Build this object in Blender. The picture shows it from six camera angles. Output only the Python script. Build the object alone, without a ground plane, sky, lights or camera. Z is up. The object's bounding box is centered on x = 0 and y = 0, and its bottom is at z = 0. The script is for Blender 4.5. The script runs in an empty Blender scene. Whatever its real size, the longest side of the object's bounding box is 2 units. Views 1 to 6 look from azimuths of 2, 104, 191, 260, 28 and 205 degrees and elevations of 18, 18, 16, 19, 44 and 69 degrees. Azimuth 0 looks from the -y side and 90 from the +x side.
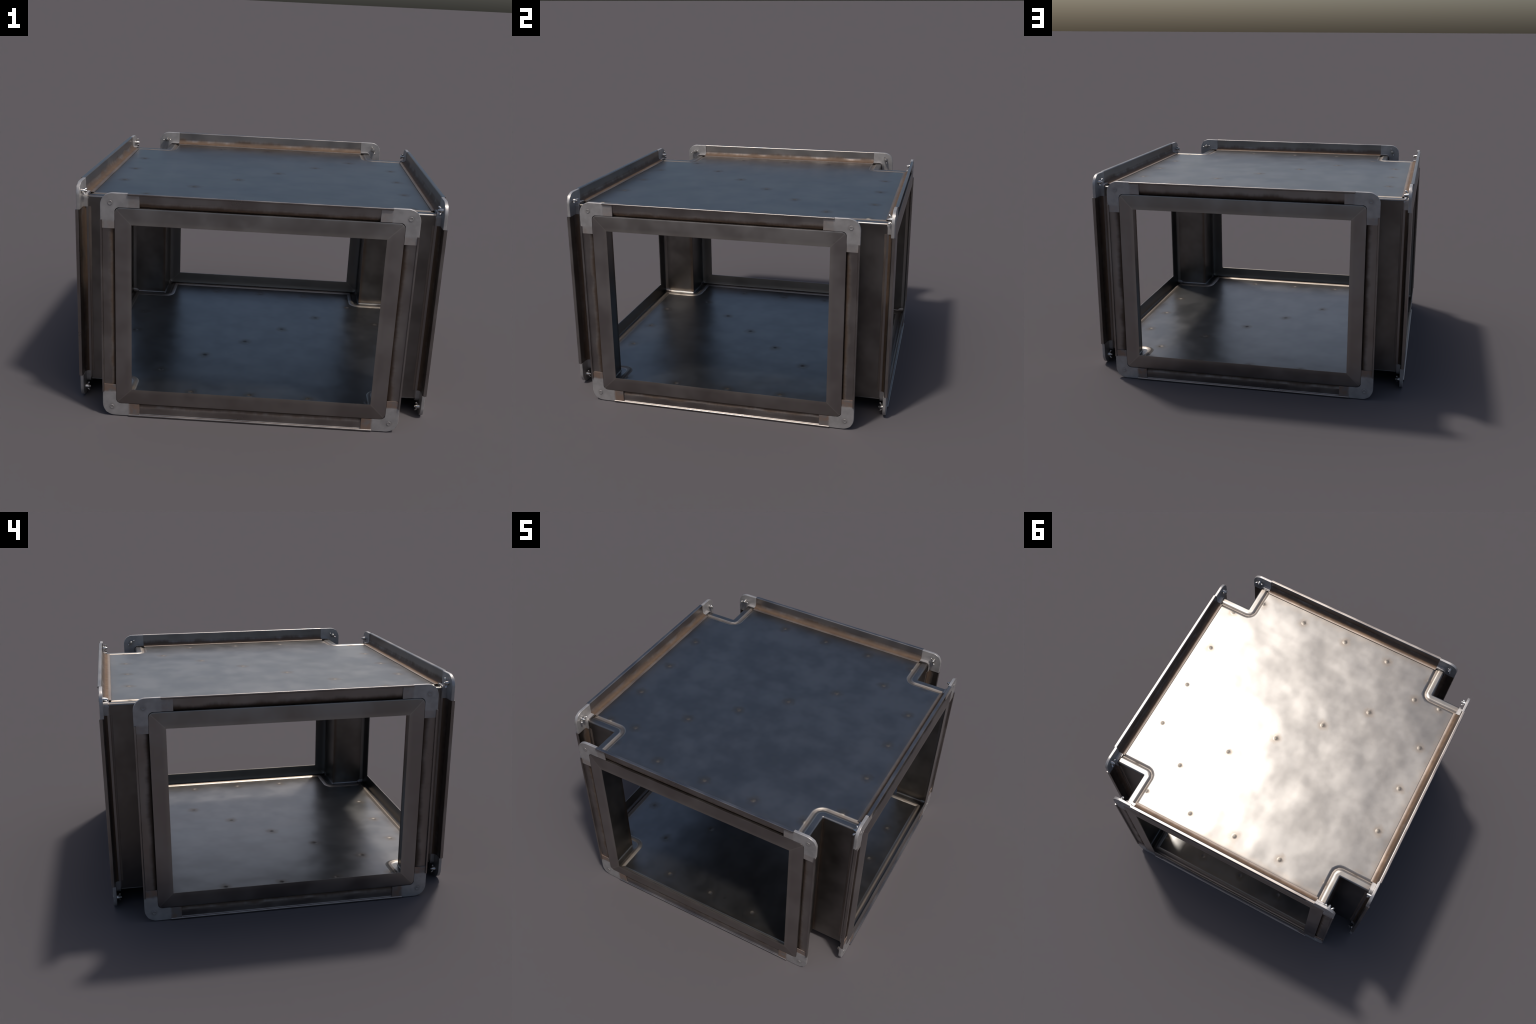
import bpy, bmesh, math, random
import numpy as np
from mathutils import Matrix, Vector

random.seed(7)
scene = bpy.context.scene

# ------------------------------------------------------------------ sizes (m)
H = 1.2825            # overall height
ZC = H / 2
WALL = 0.745          # duct half width (outer skin)
LIP = 0.083           # how far the flange stands out of the duct skin
ZH = ZC - LIP         # duct half height (outer skin)
END = 1.0             # front of the openings
PANEL_END = 0.985
SHEET = 0.003
EDGE_R = 0.011        # bend radius between panel and side walls
RAIL_INSET = 0.146    # rail end, measured from the outer flange corner
OPEN_T, OPEN_Z = 0.661, 0.4745   # clear opening, half sizes

# ------------------------------------------------------------------ materials
def new_mat(name):
    m = bpy.data.materials.new(name)
    m.use_nodes = True
    nt = m.node_tree
    return m, nt, nt.nodes["Principled BSDF"]

class G:
    """tiny helper that writes node maths"""
    def __init__(self, nt):
        self.nt = nt
    def node(self, kind, **kw):
        n = self.nt.nodes.new(kind)
        for k, v in kw.items():
            setattr(n, k, v)
        return n
    def put(self, sock, v):
        if isinstance(v, bpy.types.NodeSocket):
            self.nt.links.new(v, sock)
        else:
            sock.default_value = v
    def m(self, op, a, b=0.0, c=0.0):
        n = self.node("ShaderNodeMath", operation=op)
        self.put(n.inputs[0], a); self.put(n.inputs[1], b)
        if op in ("MULTIPLY_ADD", "SMOOTH_MIN", "WRAP", "COMPARE"):
            self.put(n.inputs[2], c)
        return n.outputs[0]
    def ramp(self, v, lo, hi, a=0.0, b=1.0, smooth=True):
        n = self.node("ShaderNodeMapRange")
        n.interpolation_type = "SMOOTHSTEP" if smooth else "LINEAR"
        self.put(n.inputs["Value"], v)
        n.inputs["From Min"].default_value = lo; n.inputs["From Max"].default_value = hi
        n.inputs["To Min"].default_value = a; n.inputs["To Max"].default_value = b
        return n.outputs["Result"]
    def noise(self, vec, scale, detail=4.0, rough=0.55, dist=0.0):
        n = self.node("ShaderNodeTexNoise")
        if vec is not None:
            self.nt.links.new(vec, n.inputs["Vector"])
        n.inputs["Scale"].default_value = scale
        n.inputs["Detail"].default_value = detail
        n.inputs["Roughness"].default_value = rough
        n.inputs["Distortion"].default_value = dist
        return n.outputs["Fac"]
    def mix(self, f, a, b):
        n = self.node("ShaderNodeMix", data_type="RGBA")
        self.put(n.inputs[0], f)
        for s, v in ((n.inputs[6], a), (n.inputs[7], b)):
            if isinstance(v, bpy.types.NodeSocket): self.nt.links.new(v, s)
            else: s.default_value = (*v, 1)
        return n.outputs[2]
    def bump(self, h, strength, dist):
        n = self.node("ShaderNodeBump")
        n.inputs["Strength"].default_value = strength
        n.inputs["Distance"].default_value = dist
        self.put(n.inputs["Height"], h)
        return n.outputs[0]
    def coords(self):
        t = self.node("ShaderNodeTexCoord").outputs["Object"]
        s = self.node("ShaderNodeSeparateXYZ")
        self.nt.links.new(t, s.inputs[0])
        return t, s.outputs[0], s.outputs[1], s.outputs[2]
    def shifted(self, vec):
        """object coordinates shifted by a per-object random amount"""
        r = self.node("ShaderNodeObjectInfo").outputs["Random"]
        n = self.node("ShaderNodeVectorMath", operation="ADD")
        k = self.m("MULTIPLY", r, 37.0)
        self.nt.links.new(vec, n.inputs[0]); self.nt.links.new(k, n.inputs[1])
        return n.outputs[0]
    def stretched(self, vec, s):
        n = self.node("ShaderNodeMapping")
        self.nt.links.new(vec, n.inputs["Vector"])
        n.inputs["Scale"].default_value = s
        return n.outputs[0]

STEEL_D = (0.272, 0.245, 0.230)
STEEL_L = (0.335, 0.306, 0.288)
PANEL_D = (0.218, 0.210, 0.202)
PANEL_L = (0.272, 0.262, 0.252)
WALL_D = (0.155, 0.143, 0.133)  # wall colours lowered to carry baked-in occlusion and the dim duct interior
WALL_L = (0.235, 0.220, 0.207)
RUST = (0.135, 0.078, 0.044)
RUST_D = (0.115, 0.072, 0.046)

def steel_common(g, p, vec, cols=(STEEL_D, STEEL_L), rough=(0.31, 0.37), wavy=0.0010):
    # the offset keeps the octaves of the noise from lining up at the object origin
    mp = g.node("ShaderNodeMapping")
    g.nt.links.new(vec, mp.inputs["Vector"])
    mp.inputs["Location"].default_value = (7.31, 3.17, 5.83)
    vec = mp.outputs[0]
    big = g.noise(vec, 3.0, 3.0, 0.55)
    mid = g.noise(vec, 6.0, 5.0, 0.58)
    fin = g.noise(vec, 120.0, 2.0, 0.5)
    blotch = g.m("ADD", g.m("MULTIPLY", big, 0.65), g.m("MULTIPLY", mid, 0.35))
    col = g.mix(g.ramp(blotch, 0.34, 0.66), cols[0], cols[1])
    r = g.ramp(g.m("ADD", g.m("MULTIPLY", big, 0.55), g.m("MULTIPLY", mid, 0.45)), 0.34, 0.66, rough[0], rough[1])
    r = g.m("ADD", r, g.m("MULTIPLY", g.m("SUBTRACT", fin, 0.5), 0.05))
    # shallow hand-hammered waviness of the sheet
    bump = g.bump(g.noise(vec, 4.0, 1.6, 0.40), 1.0, wavy)
    return col, r, bump

def mat_plain(name, rough=(0.33, 0.43)):
    m, nt, p = new_mat(name); g = G(nt)
    vec, x, y, z = g.coords()
    v = g.shifted(vec)
    col, r, b = steel_common(g, p, v, rough=rough)
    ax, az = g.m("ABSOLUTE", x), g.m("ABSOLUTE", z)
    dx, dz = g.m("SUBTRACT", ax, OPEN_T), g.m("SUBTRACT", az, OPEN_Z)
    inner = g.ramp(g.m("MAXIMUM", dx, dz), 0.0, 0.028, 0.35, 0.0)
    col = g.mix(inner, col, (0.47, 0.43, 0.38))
    seam = g.ramp(g.m("ABSOLUTE", g.m("SUBTRACT", dx, dz)), 0.001, 0.006, 0.30, 0.0)
    seam = g.m("MULTIPLY", seam, g.ramp(g.m("MINIMUM", dx, dz), 0.0, 0.004))
    col = g.mix(seam, col, (0.55, 0.50, 0.45))  # pale stripe painted on the mitre, for the shading break between bars
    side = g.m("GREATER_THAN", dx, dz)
    col = g.mix(g.m("MULTIPLY", side, 0.22), col, (0.48, 0.44, 0.43))  # side bars tinted lighter, for the different light their tilt reflects
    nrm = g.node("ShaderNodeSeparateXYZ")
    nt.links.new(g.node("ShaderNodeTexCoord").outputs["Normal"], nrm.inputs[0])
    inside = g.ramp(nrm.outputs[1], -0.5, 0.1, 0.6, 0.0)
    col = g.mix(inside, col, (0.07, 0.066, 0.062))  # inward-facing sides painted nearly black for the shade inside the duct
    g.put(p.inputs["Base Color"], col); g.put(p.inputs["Roughness"], r); g.put(p.inputs["Normal"], b)
    p.inputs["Metallic"].default_value = 1.0
    return m

# --- big cross panels: dark brownish halo round every pressed dimple
DIAG0, DIAG_STEP, DIAG_N = -0.646, 0.2422, 6
ROW, ROW_STEP, ROW_N = 0.830, 0.3375, 5
ROW_X0, ROW_Y0 = -0.345, -0.325
def mat_panel():
    m, nt, p = new_mat("panel_steel"); g = G(nt)
    vec, x, y, z = g.coords()
    col, r, b = steel_common(g, p, vec, (PANEL_D, PANEL_L), (0.318, 0.352), 0.0060)
    def fold(v, origin, step, n):
        k = g.m("ROUND", g.m("DIVIDE", g.m("SUBTRACT", v, origin), step))
        k = g.m("MINIMUM", g.m("MAXIMUM", k, -1.0 if n < 0 else 0.0), abs(n) - 1.0)
        return g.m("SUBTRACT", g.m("SUBTRACT", v, origin), g.m("MULTIPLY", k, step))
    def hyp(a, b_):
        return g.m("SQRT", g.m("ADD", g.m("MULTIPLY", a, a), g.m("MULTIPLY", b_, b_)))
    u = g.m("MULTIPLY", g.m("ADD", x, y), 0.5)
    w = g.m("MULTIPLY", g.m("SUBTRACT", x, y), 0.5)
    f = fold(u, DIAG0, DIAG_STEP, DIAG_N)
    d1 = g.m("MULTIPLY", hyp(f, w), 1.4142)
    d2 = hyp(g.m("SUBTRACT", g.m("ABSOLUTE", x), ROW), fold(y, ROW_Y0, ROW_STEP, -4))
    d3 = hyp(g.m("SUBTRACT", g.m("ABSOLUTE", y), ROW), fold(x, ROW_X0, ROW_STEP, -4))
    d = g.m("MINIMUM", d1, g.m("MINIMUM", d2, d3))
    nz = g.noise(vec, 22.0, 3.0)
    dd = g.m("ADD", d, g.m("MULTIPLY", g.m("SUBTRACT", nz, 0.5), 0.05))
    halo = g.m("MULTIPLY", g.ramp(dd, 0.012, 0.058, 1.0, 0.0), 0.55)
    col = g.mix(halo, col, (0.17, 0.135, 0.105))
    core = g.ramp(d, 0.006, 0.019, 0.8, 0.0)
    col = g.mix(core, col, (0.165, 0.150, 0.133))
    # pale line along the pressed groove, rust where the rails sit
    ax, ay = g.m("ABSOLUTE", x), g.m("ABSOLUTE", y)
    de = g.m("SUBTRACT", 1.006, g.m("MAXIMUM", ax, ay))
    dn = hyp(g.m("MAXIMUM", g.m("SUBTRACT", WALL, ax), 0.0), g.m("MAXIMUM", g.m("SUBTRACT", WALL, ay), 0.0))
    dmin = g.m("MINIMUM", de, dn)
    gd = g.m("ABSOLUTE", g.m("SUBTRACT", dmin, 0.057))
    groove = g.ramp(gd, 0.008, 0.024, 1.0, 0.0)
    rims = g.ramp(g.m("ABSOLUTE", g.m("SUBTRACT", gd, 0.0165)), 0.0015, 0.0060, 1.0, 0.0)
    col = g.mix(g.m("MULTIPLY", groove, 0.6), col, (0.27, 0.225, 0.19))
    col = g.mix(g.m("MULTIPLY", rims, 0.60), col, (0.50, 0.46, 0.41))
    r = g.m("ADD", r, g.m("MULTIPLY", groove, 0.20))
    sm = g.ramp(g.m("ADD", de, g.m("MULTIPLY", g.m("SUBTRACT", nz, 0.5), 0.08)), 0.05, 0.13, 0.45, 0.0)
    col = g.mix(sm, col, (0.27, 0.215, 0.17))
    r = g.m("ADD", r, g.m("ADD", g.m("MULTIPLY", halo, 0.08), g.m("MULTIPLY", core, 0.17)))
    g.put(p.inputs["Base Color"], col); g.put(p.inputs["Roughness"], r); g.put(p.inputs["Normal"], b)
    p.inputs["Metallic"].default_value = 1.0
    return m

# --- side walls: brown run along the fold in the corner
def mat_wall():
    m, nt, p = new_mat("wall_steel"); g = G(nt)
    vec, x, y, z = g.coords()
    v = g.shifted(vec)
    col, r, b = steel_common(g, p, v, (WALL_D, WALL_L))
    d = g.m("MAXIMUM", g.m("ABSOLUTE", x), g.m("ABSOLUTE", y))
    nz = g.noise(g.stretched(v, (1, 1, 0.25)), 14.0, 4.0)
    k = g.ramp(g.m("ADD", d, g.m("MULTIPLY", g.m("SUBTRACT", nz, 0.5), 0.03)), 0.002, 0.030, 0.55, 0.0)
    col = g.mix(k, col, RUST)
    g.put(p.inputs["Base Color"], col); g.put(p.inputs["Roughness"], g.m("ADD", r, g.m("MULTIPLY", k, 0.15)))
    g.put(p.inputs["Normal"], b)
    p.inputs["Metallic"].default_value = 1.0
    return m

# --- flange rails: rust gathers in the root bend (local z = height over the skin)
def mat_rail():
    m, nt, p = new_mat("rail_steel"); g = G(nt)
    vec, x, y, z = g.coords()
    v = g.shifted(vec)
    col, r, b = steel_common(g, p, v, rough=(0.28, 0.42))
    nz = g.noise(g.stretched(v, (1.0, 0.3, 0.3)), 9.0, 5.0, 0.6)
    h = g.m("ADD", z, g.m("MULTIPLY", g.m("SUBTRACT", nz, 0.5), 0.055))
    k = g.ramp(h, 0.014, 0.046, 1.0, 0.0)
    lipcut = g.ramp(y, -0.044, -0.027, 0.45, 1.0)
    k = g.m("MULTIPLY", k, lipcut)
    patch = g.mix(g.ramp(g.noise(v, 26.0, 4.0), 0.35, 0.65), RUST, (0.175, 0.108, 0.062))
    rust = g.mix(g.ramp(z, 0.0055, 0.0130), patch, RUST_D)
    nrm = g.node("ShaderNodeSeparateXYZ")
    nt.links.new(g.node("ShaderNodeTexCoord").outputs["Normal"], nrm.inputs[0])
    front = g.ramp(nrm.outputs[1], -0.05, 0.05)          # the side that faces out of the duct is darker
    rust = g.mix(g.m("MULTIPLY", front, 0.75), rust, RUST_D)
    col = g.mix(g.m("MULTIPLY", k, 0.88), col, rust)
    g.put(p.inputs["Base Color"], col)
    g.put(p.inputs["Roughness"], g.m("ADD", r, g.m("MULTIPLY", k, 0.36)))
    g.put(p.inputs["Metallic"], g.m("SUBTRACT", 1.0, g.m("MULTIPLY", k, 0.22)))
    g.put(p.inputs["Normal"], b)
    return m

# --- galvanised corner brackets with grimy tabs
def mat_bracket():
    m, nt, p = new_mat("galvanised_steel"); g = G(nt)
    vec, x, y, z = g.coords()
    v = g.shifted(vec)
    big = g.noise(v, 18.0, 4.0)
    col = g.mix(g.ramp(big, 0.3, 0.7), (0.365, 0.348, 0.34), (0.455, 0.435, 0.425))
    rr = g.ramp(g.noise(v, 40.0, 4.0), 0.3, 0.7, 0.40, 0.52)
    far = g.m("MAXIMUM", g.m("MULTIPLY", x, -1.0), g.m("MULTIPLY", z, -1.0))   # distance along the arms
    pz = g.node("ShaderNodeSeparateXYZ")
    nt.links.new(g.node("ShaderNodeNewGeometry").outputs["Position"], pz.inputs[0])
    low = g.ramp(pz.outputs[2], 0.35, 0.7, 0.85, 0.35)
    nz = g.noise(v, 35.0, 4.0)
    edge = RAIL_INSET - 0.053
    k = g.m("MULTIPLY", g.ramp(g.m("ADD", far, g.m("MULTIPLY", g.m("SUBTRACT", nz, 0.5), 0.012)), edge - 0.006, edge + 0.010), low)
    tint = g.mix(g.ramp(g.noise(v, 25.0, 3.0), 0.38, 0.62), (0.26, 0.165, 0.115), (0.22, 0.19, 0.175))
    col = g.mix(k, col, tint)
    # a little grime round the bolt and along the inner edge
    bd = g.m("SQRT", g.m("ADD", g.m("MULTIPLY", x, x), g.m("MULTIPLY", z, z)))
    col = g.mix(g.ramp(bd, 0.010, 0.026, 0.45, 0.0), col, (0.26, 0.24, 0.23))
    g.put(p.inputs["Base Color"], col); g.put(p.inputs["Roughness"], rr)
    p.inputs["Metallic"].default_value = 0.58
    return m

def mat_bolt():
    m, nt, p = new_mat("bright_steel"); g = G(nt)
    vec, x, y, z = g.coords()
    n = g.noise(g.shifted(vec), 90.0, 3.0)
    g.put(p.inputs["Base Color"], g.mix(n, (0.42, 0.40, 0.38), (0.66, 0.64, 0.61)))
    g.put(p.inputs["Roughness"], g.ramp(n, 0.3, 0.7, 0.22, 0.36))
    p.inputs["Metallic"].default_value = 1.0
    return m

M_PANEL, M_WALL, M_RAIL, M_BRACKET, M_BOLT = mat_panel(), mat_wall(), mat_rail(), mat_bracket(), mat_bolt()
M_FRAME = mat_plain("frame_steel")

# ------------------------------------------------------------------ helpers
root = bpy.data.objects.new("ventilation_duct_junction", None)
scene.collection.objects.link(root)
root["label"] = "square steel four-way air duct junction with bolted flanges"
root["category"] = "air duct"
root.empty_display_size = 0.2

def mesh_from(name, verts, faces, mat, angle=35):
    me = bpy.data.meshes.new(name)
    me.from_pydata([tuple(v) for v in verts], [], faces)
    bm = bmesh.new(); bm.from_mesh(me)
    bmesh.ops.recalc_face_normals(bm, faces=bm.faces)
    bm.to_mesh(me); bm.free()
    finish(me, mat, angle)
    return me

def finish(me, mat, angle=35):
    me.materials.clear(); me.materials.append(mat)
    me.shade_smooth()
    me.set_sharp_from_angle(angle=math.radians(angle))

def place(name, me, matrix, parent=root):
    ob = bpy.data.objects.new(name, me)
    scene.collection.objects.link(ob)
    if name in ("opening_frame", "flange_rail", "corner_bracket"):
        wn = ob.modifiers.new("flat_faces", "WEIGHTED_NORMAL")
        wn.keep_sharp = True
    ob.parent = parent
    ob.matrix_parent_inverse = Matrix.Identity(4)
    ob.matrix_local = (parent.matrix_local.inverted() @ matrix) if parent is not root else matrix
    return ob

def basis(X, Y, Z, o):
    m = Matrix((X, Y, Z)).transposed().to_4x4()
    m.translation = o
    return m

# ------------------------------------------------------------------ cross panels
def build_panel():
    rows = [ROW_X0 + i * ROW_STEP for i in range(-1, 4)], [ROW_Y0 + i * ROW_STEP for i in range(-1, 4)]
    bumps = [(DIAG0 + i * DIAG_STEP,) * 2 for i in range(DIAG_N)]
    for s in (-1, 1):
        bumps += [(s * ROW, y) for y in rows[1]] + [(x, s * ROW) for x in rows[0]]
    special = sorted({round(c, 4) for b in bumps for c in b})
    dense = [(c - 0.021, c + 0.021) for c in special]
    for s in (-1, 1):
        dense += [tuple(sorted((s * 0.664, s * 0.712))), tuple(sorted((s * 0.922, s * 0.970)))]
    lines = [-PANEL_END]
    while lines[-1] < PANEL_END:
        c = lines[-1]
        lines.append(c + (0.0028 if any(a <= c <= b for a, b in dense) else 0.011))
    edge = [WALL - o * EDGE_R for o in (0, .023, .092, .21, .37, .57, .80, 1.0)]
    keep = [c for c in lines if abs(c) < PANEL_END - 0.002 and not (WALL - EDGE_R - 0.0025 < abs(c) < WALL + 0.002)]
    lines = np.array(sorted(keep + edge + [-e for e in edge] + [PANEL_END, -PANEL_END]))
    X, Y = np.meshgrid(lines, lines, indexing="ij")
    ax, ay = np.abs(X), np.abs(Y)
    dn = np.hypot(np.maximum(WALL - ax, 0), np.maximum(WALL - ay, 0))
    de = 1.006 - np.maximum(ax, ay)
    d = np.minimum(dn, de)
    Z = np.zeros_like(X)
    t = np.clip(np.hypot(d - 0.057, 0.0020) / 0.0190, 0, 1)
    Z -= 0.0088 * (1 - t)                      # pressed groove
    q = np.clip(EDGE_R - dn, 0, EDGE_R)
    Z -= EDGE_R - np.sqrt(np.maximum(EDGE_R ** 2 - q ** 2, 0))         # bend at the notches
    for bx, by in bumps:                                               # pressed dimples
        rr = np.clip(np.hypot(X - bx, Y - by) / 0.0185, 0, 1)
        Z += 0.0021 * (1 - rr ** 2) ** 2 * np.clip((d - 0.069) / 0.008, 0, 1)
    calm = np.clip((d - 0.08) / 0.15, 0, 1)
    wave = (np.sin(4.1 * X + 1.7 * Y + 0.6) + np.sin(-2.3 * X + 5.2 * Y + 2.1)
            + 0.7 * np.sin(9.3 * X + 3.1 * Y) * np.sin(7.7 * Y - 2.0 * X + 1.0))
    Z += 0.0007 * wave * calm                                          # slight oil-canning
    n = len(lines)
    mid = (lines[1:] + lines[:-1]) / 2
    used = np.full((n, n), -1, int); verts = []; faces = []
    solid = ~((np.abs(mid)[:, None] > WALL) & (np.abs(mid)[None, :] > WALL))
    for i, j in np.argwhere(solid):
        f = []
        for a, b in ((i, j), (i + 1, j), (i + 1, j + 1), (i, j + 1)):
            if used[a, b] < 0:
                used[a, b] = len(verts); verts.append((X[a, b], Y[a, b], Z[a, b]))
            f.append(int(used[a, b]))
        faces.append(f)
    me = bpy.data.meshes.new("panel")
    me.from_pydata(verts, [], faces)
    finish(me, M_PANEL, 50)
    return me

panel = build_panel()
flip = Matrix(((0, -1, 0, 0), (-1, 0, 0, 0), (0, 0, -1, LIP), (0, 0, 0, 1)))   # half turn about a diagonal
for mtx in (Matrix.Translation((0, 0, H - LIP)), flip):
    ob = place("panel", panel, mtx)
    mod = ob.modifiers.new("sheet", "SOLIDIFY")
    mod.thickness = SHEET; mod.offset = -1.0

# ------------------------------------------------------------------ notch walls
def build_wall():
    L = PANEL_END - WALL
    z0, z1 = -(ZH - EDGE_R), ZH - EDGE_R
    r, nseg = 0.003, 4
    outer = [(L, 0.0)]
    outer += [(r - r * math.sin(a), r - r * math.cos(a)) for a in [i * math.pi / 2 / nseg for i in range(nseg + 1)]]
    outer += [(0.0, L)]
    # sheet lies on the duct side of the notch, i.e. towards negative x / y
    inner = [(L, -SHEET), (-SHEET, -SHEET), (-SHEET, L)]
    loop = outer + inner[::-1]
    verts = [(x, y, z0) for x, y in loop] + [(x, y, z1) for x, y in loop]
    n = len(loop)
    faces = [[i, (i + 1) % n, n + (i + 1) % n, n + i] for i in range(n)]
    faces += [list(range(n))[::-1], [n + i for i in range(n)]]
    return mesh_from("notch_wall", verts, faces, M_WALL, 40)

wall = build_wall()
for k in range(4):
    a = k * math.pi / 2
    R = Matrix.Rotation(a, 4, "Z")
    place("notch_wall", wall, Matrix.Translation((0, 0, ZC)) @ R @ Matrix.Translation((WALL, WALL, 0)))

# ------------------------------------------------------------------ opening frames
def rounded_loop(hx, hz, r, seg=7):
    pts = []
    for cx, cz, a0 in ((hx - r, hz - r, 0), (-hx + r, hz - r, 90), (-hx + r, -hz + r, 180), (hx - r, -hz + r, 270)):
        for i in range(seg + 1):
            a = math.radians(a0 + 90 * i / seg)
            pts.append((cx + r * math.cos(a), cz + r * math.sin(a)))
    return pts

def build_frame():
    OT, OZ = WALL + 0.0042, ZH + 0.0050
    wt, wz = OT - OPEN_T, OZ - OPEN_Z
    # (depth along the duct, fraction from outer edge 0 to opening 1)
    prof = [(0.945, 0.0), (0.9915, 0.0), (0.9930, 0.006), (0.9938, 0.026), (0.9946, 0.10), (0.9970, 0.45),
            (0.9985, 0.75), (0.9996, 0.992), (0.9994, 1.0), (0.9965, 1.0),
            (0.9930, 0.97), (0.9890, 0.45), (0.9865, 0.20), (0.9825, 0.125), (0.9750, 0.098), (0.945, 0.060)]
    verts, faces = [], []
    m = None
    for nn, f in prof:
        r = max(0.030 * (1 - f) ** 1.5, 0.0008)
        loop = rounded_loop(OT - wt * f, OZ - wz * f, r)
        m = len(loop)
        verts += [(t, nn, z) for t, z in loop]
    for i in range(len(prof)):
        j = (i + 1) % len(prof)
        for a in range(m):
            b = (a + 1) % m
            faces.append([i * m + a, i * m + b, j * m + b, j * m + a])
    return mesh_from("opening_frame", verts, faces, M_FRAME, 32)

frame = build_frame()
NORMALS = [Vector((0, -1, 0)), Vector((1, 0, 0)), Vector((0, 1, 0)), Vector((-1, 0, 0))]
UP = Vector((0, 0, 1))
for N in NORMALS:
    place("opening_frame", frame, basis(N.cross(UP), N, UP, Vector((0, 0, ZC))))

# ------------------------------------------------------------------ flange rails
def rail_profile():
    """(depth, height over the duct skin): folded channel with a root bend and a lip on the skin"""
    top = LIP
    def fillet(cx, cz, r, a0, a1, n=4):
        return [(cx + r * math.cos(math.radians(a0 + (a1 - a0) * i / n)), cz + r * math.sin(math.radians(a0 + (a1 - a0) * i / n))) for i in range(n + 1)]
    p = fillet(0.9970, top - 0.003, 0.003, 0, 90, 3) + fillet(0.9848, top - 0.0063, 0.0063, 90, 180, 6)
    # back face down to the root bend, then out on the skin
    c, R = (0.9785 - 0.029, 0.0345), 0.029
    p += [(c[0] + R * math.cos(a), c[1] - R * math.sin(a)) for a in [math.radians(6 + 78 * i / 7) for i in range(8)]]
    p += [(0.9330, 0.0040), (0.9315, 0.0030), (0.9310, 0.0006)]
    # front, coming back
    c2, R2 = (0.9880 - 0.033, 0.0350), 0.033
    p += [(c2[0] + R2 * math.cos(a), c2[1] - R2 * math.sin(a)) for a in [math.radians(78 - 74 * i / 7) for i in range(8)]]
    p += [(0.9880, 0.050), (0.9880, top - 0.0135)] + fillet(0.9905, top - 0.0135, 0.0025, 180, 90, 3)
    p += fillet(0.9950, top - 0.0060, 0.0050, -90, 0, 5)
    return p

def build_rail(half):
    prof = rail_profile()
    n = len(prof)
    cuts = [-half, -half + 0.001] + [(-1 + 2 * i / 12) * (half - 0.001) for i in range(1, 12)] + [half - 0.001, half]
    verts = [(x, y - 0.98, z) for x in cuts for y, z in prof]
    faces = []
    for k in range(len(cuts) - 1):
        for i in range(n):
            j = (i + 1) % n
            faces.append([k * n + i, k * n + j, (k + 1) * n + j, (k + 1) * n + i])
    last = (len(cuts) - 1) * n
    faces += [list(range(n)), [last + i for i in range(n)][::-1]]
    return mesh_from("flange_rail", verts, faces, M_RAIL, 32)

SEAT = 0.7425         # the upright rails sit a touch closer in
OUT_T = SEAT + LIP
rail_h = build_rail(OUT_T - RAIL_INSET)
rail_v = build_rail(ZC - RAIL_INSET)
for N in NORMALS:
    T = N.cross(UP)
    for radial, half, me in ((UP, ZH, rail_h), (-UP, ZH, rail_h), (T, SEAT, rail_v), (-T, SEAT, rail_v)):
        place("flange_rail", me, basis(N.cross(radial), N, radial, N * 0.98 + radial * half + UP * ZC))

# ------------------------------------------------------------------ corner brackets
BOLT = 0.053          # bolt distance from both outer edges
def prism(outline, y0, y1, bev=0.0, seg=2, rim=None):
    bm = bmesh.new()
    vs = [bm.verts.new((x, y0, z)) for x, z in outline]
    f = bm.faces.new(vs)
    ext = bmesh.ops.extrude_face_region(bm, geom=[f])
    bmesh.ops.translate(bm, vec=(0, y1 - y0, 0), verts=[v for v in ext["geom"] if isinstance(v, bmesh.types.BMVert)])
    bmesh.ops.recalc_face_normals(bm, faces=bm.faces)
    if bev:
        es = [e for e in bm.edges if abs(e.verts[0].co.y - e.verts[1].co.y) < 1e-6 and (rim is None or rim(e))]
        bmesh.ops.bevel(bm, geom=es, offset=bev, segments=seg, profile=0.5, affect="EDGES")
    return bm

def merge(bms):
    out = bmesh.new()
    for b in bms:
        tmp = bpy.data.meshes.new("tmp")
        b.to_mesh(tmp); b.free(); out.from_mesh(tmp); bpy.data.meshes.remove(tmp)
    return out

def arc(cx, cz, r, a0, a1, n):
    return [(cx + r * math.cos(math.radians(a0 + (a1 - a0) * i / n)), cz + r * math.sin(math.radians(a0 + (a1 - a0) * i / n))) for i in range(n + 1)]

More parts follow.
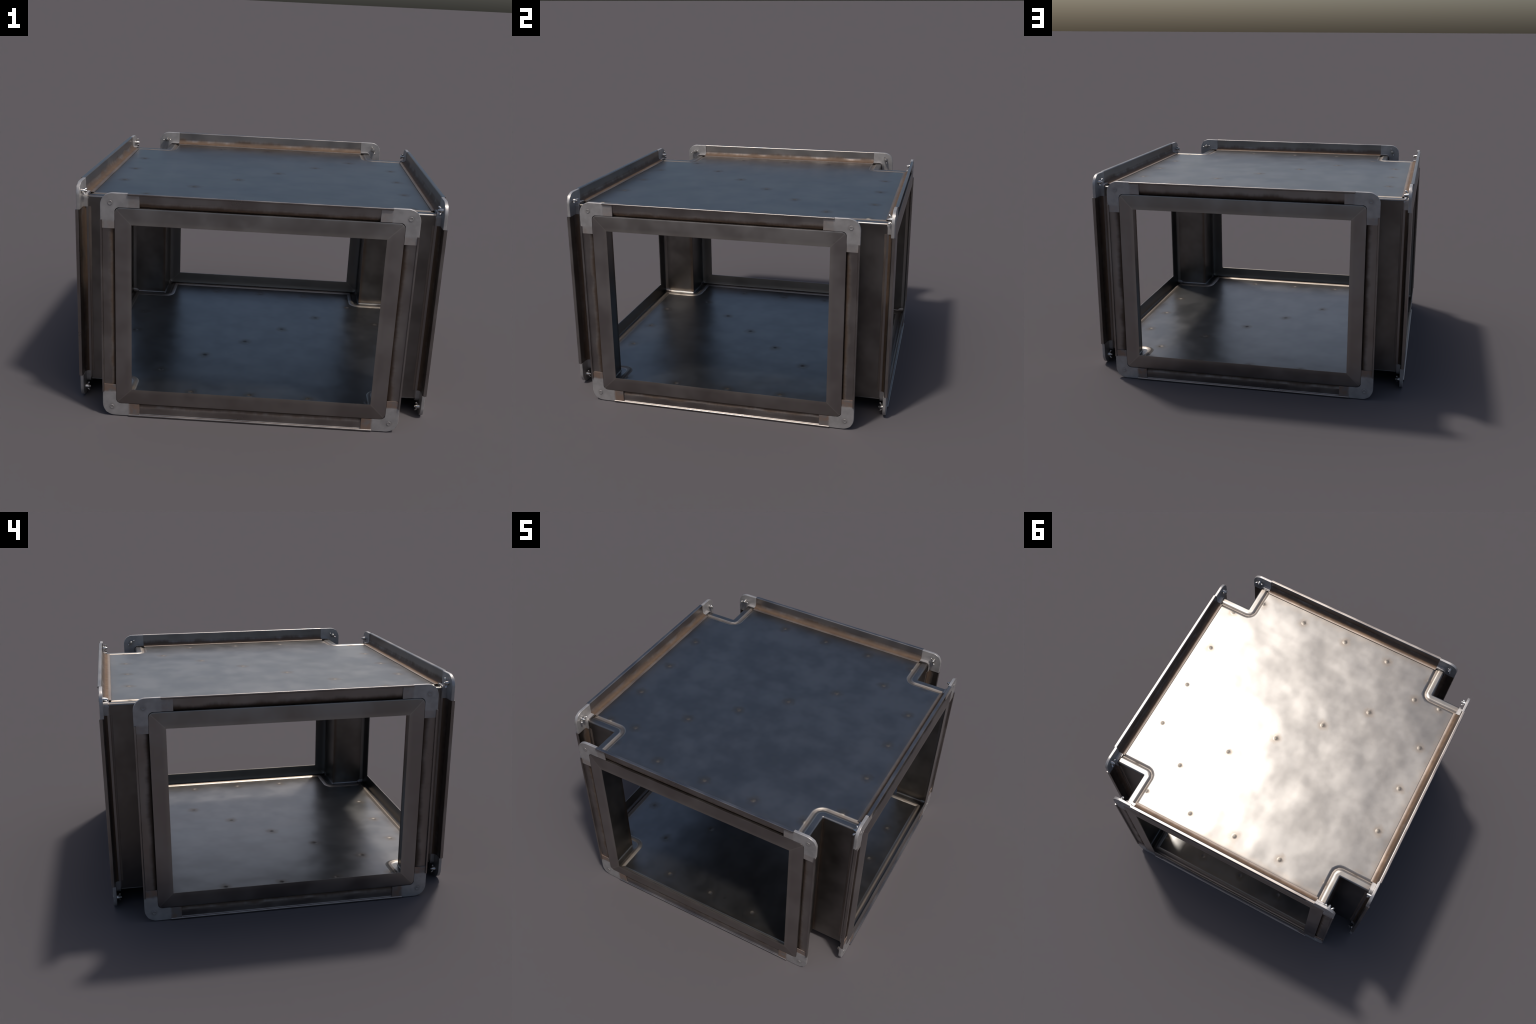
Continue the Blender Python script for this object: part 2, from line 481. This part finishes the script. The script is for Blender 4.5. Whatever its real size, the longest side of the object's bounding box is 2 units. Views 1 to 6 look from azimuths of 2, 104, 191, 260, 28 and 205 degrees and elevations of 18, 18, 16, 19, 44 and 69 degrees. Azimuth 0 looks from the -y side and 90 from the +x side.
def build_bracket(len_x, len_z):
    # local x and z point outwards from the bolt; outer edges lie at +BOLT
    o, R = BOLT - 0.0006, 0.068
    inn = BOLT - 0.0755           # inner edge of the L
    arm = BOLT - RAIL_INSET + 0.0004
    ri = 0.026
    body = [(arm, o)] + arc(o - R, o - R, R, 90, 0, 12) + [(o, arm), (inn, arm)]
    body += arc(inn - ri, inn - ri, ri, 0, 90, 6) + [(arm, inn)]
    def rim(e):                   # only the outer rim is rolled, the ends stay square
        return all(max(v.co.x, v.co.z) > o - R * 0.3 + 0.001 and min(v.co.x, v.co.z) > arm - 0.001 for v in e.verts) \
            and abs(e.verts[0].co.x - arm) + abs(e.verts[1].co.x - arm) > 0.001 \
            and abs(e.verts[0].co.z - arm) + abs(e.verts[1].co.z - arm) > 0.001
    parts = [prism(body, -0.0055, 0.0137, 0.0034, 3, rim)]
    t = BOLT - 0.0095             # tabs slide under the rail lip
    tab_x = [(arm + 0.006, inn + 0.0006), (arm + 0.006, t), (BOLT - len_x, t), (BOLT - len_x, inn + 0.0006)]
    tab_z = [(inn + 0.0006, arm + 0.006), (t, arm + 0.006), (t, BOLT - len_z), (inn + 0.0006, BOLT - len_z)]
    parts += [prism(tab_x, 0.0086, 0.0134), prism(tab_z, 0.0086, 0.0134)]
    # inner lip folded back along the duct skin
    a, b = inn + 0.0030, inn - 0.0005
    lip = [(arm, a)] + arc(a - ri, a - ri, ri, 90, 0, 6) + [(a, arm), (b, arm)] + arc(b - ri, b - ri, ri, 0, 90, 6) + [(arm, b)]
    parts.append(prism(lip, -0.0300, -0.0030))
    bm = merge(parts)
    bmesh.ops.recalc_face_normals(bm, faces=bm.faces)
    me = bpy.data.meshes.new("corner_bracket")
    bm.to_mesh(me); bm.free()
    finish(me, M_BRACKET, 38)
    return me

def revolve(profile, seg=20):
    """spin (radius, depth) points about the local y axis"""
    bm = bmesh.new()
    rings = []
    for r, y in profile:
        if r < 1e-6:
            rings.append([bm.verts.new((0, y, 0))])
        else:
            rings.append([bm.verts.new((r * math.cos(a), y, r * math.sin(a))) for a in [i * math.tau / seg for i in range(seg)]])
    for A, B in zip(rings, rings[1:]):
        for i in range(seg):
            j = (i + 1) % seg
            if len(A) == 1: bm.faces.new((A[0], B[i], B[j]))
            elif len(B) == 1: bm.faces.new((A[i], A[j], B[0]))
            else: bm.faces.new((A[i], A[j], B[j], B[i]))
    return bm

def build_bolt():
    bm = revolve([(0.0060, 0.004), (0.0120, 0.0125), (0.0122, 0.0146), (0.0116, 0.0154), (0.0106, 0.0156), (0.0082, 0.0148), (0.0045, 0.0142), (0.0, 0.0141)])
    bmesh.ops.recalc_face_normals(bm, faces=bm.faces)
    me = bpy.data.meshes.new("bolt_head"); bm.to_mesh(me); bm.free()
    finish(me, M_BRACKET, 50)
    return me

def build_wing_nut():
    hub = revolve([(0.0, -0.0050), (0.0135, -0.0052), (0.0130, -0.0090), (0.0102, -0.0260), (0.0092, -0.0275), (0.0, -0.0278)], 18)
    shaft = revolve([(0.0, -0.0345), (0.0054, -0.0340), (0.0062, -0.0328), (0.0062, -0.004)], 14)
    parts = [hub, shaft]
    for s in (-1, 1):
        # teardrop wing: narrow at the hub, round at the tip, leaning away from the bracket
        w = bmesh.new()
        bmesh.ops.create_uvsphere(w, u_segments=14, v_segments=10, radius=1.0)
        for v in w.verts:
            x, y, z = v.co
            t = (x + 1) / 2
            fat = 0.50 + 0.65 * t
            px = 0.0205 + 0.68 * 0.0140 * x + 0.73 * 0.0078 * fat * y
            py = -0.0185 - 0.73 * 0.0140 * x + 0.68 * 0.0078 * fat * y
            v.co = (s * px, py, s * 0.0046 * fat * z)
        parts.append(w)
    bm = merge(parts)
    bmesh.ops.recalc_face_normals(bm, faces=bm.faces)
    me = bpy.data.meshes.new("wing_nut"); bm.to_mesh(me); bm.free()
    finish(me, M_BOLT, 40)
    return me

LONG_H, LONG_V = 0.206, 0.190
bracket_a, bracket_b = build_bracket(LONG_H, LONG_V), build_bracket(LONG_V, LONG_H)
bolt_me, nut_me = build_bolt(), build_wing_nut()
spin = [70, 20, 75, 80, 35, 15, 60, 85, 72, 8, 95, 75, 68, 22, 80, 85]
count = 0
for N in NORMALS:
    T = N.cross(UP)
    for st in (1, -1):
        for sz in (1, -1):
            h, v = T * st, UP * sz
            pos = N * 0.98 + h * (OUT_T - BOLT) + v * (ZC - BOLT) + UP * ZC
            if (h.cross(N) - v).length < 0.1:
                X, Z, me = h, v, bracket_a
            else:
                X, Z, me = v, h, bracket_b
            br = place("corner_bracket", me, basis(X, N, Z, pos))
            place("bolt_head", bolt_me, br.matrix_local.copy(), br)
            place("wing_nut", nut_me, br.matrix_local @ Matrix.Rotation(math.radians(spin[count % 16] + random.uniform(-10, 10)), 4, "Y"), br)
            count += 1
bpy.context.view_layer.update()
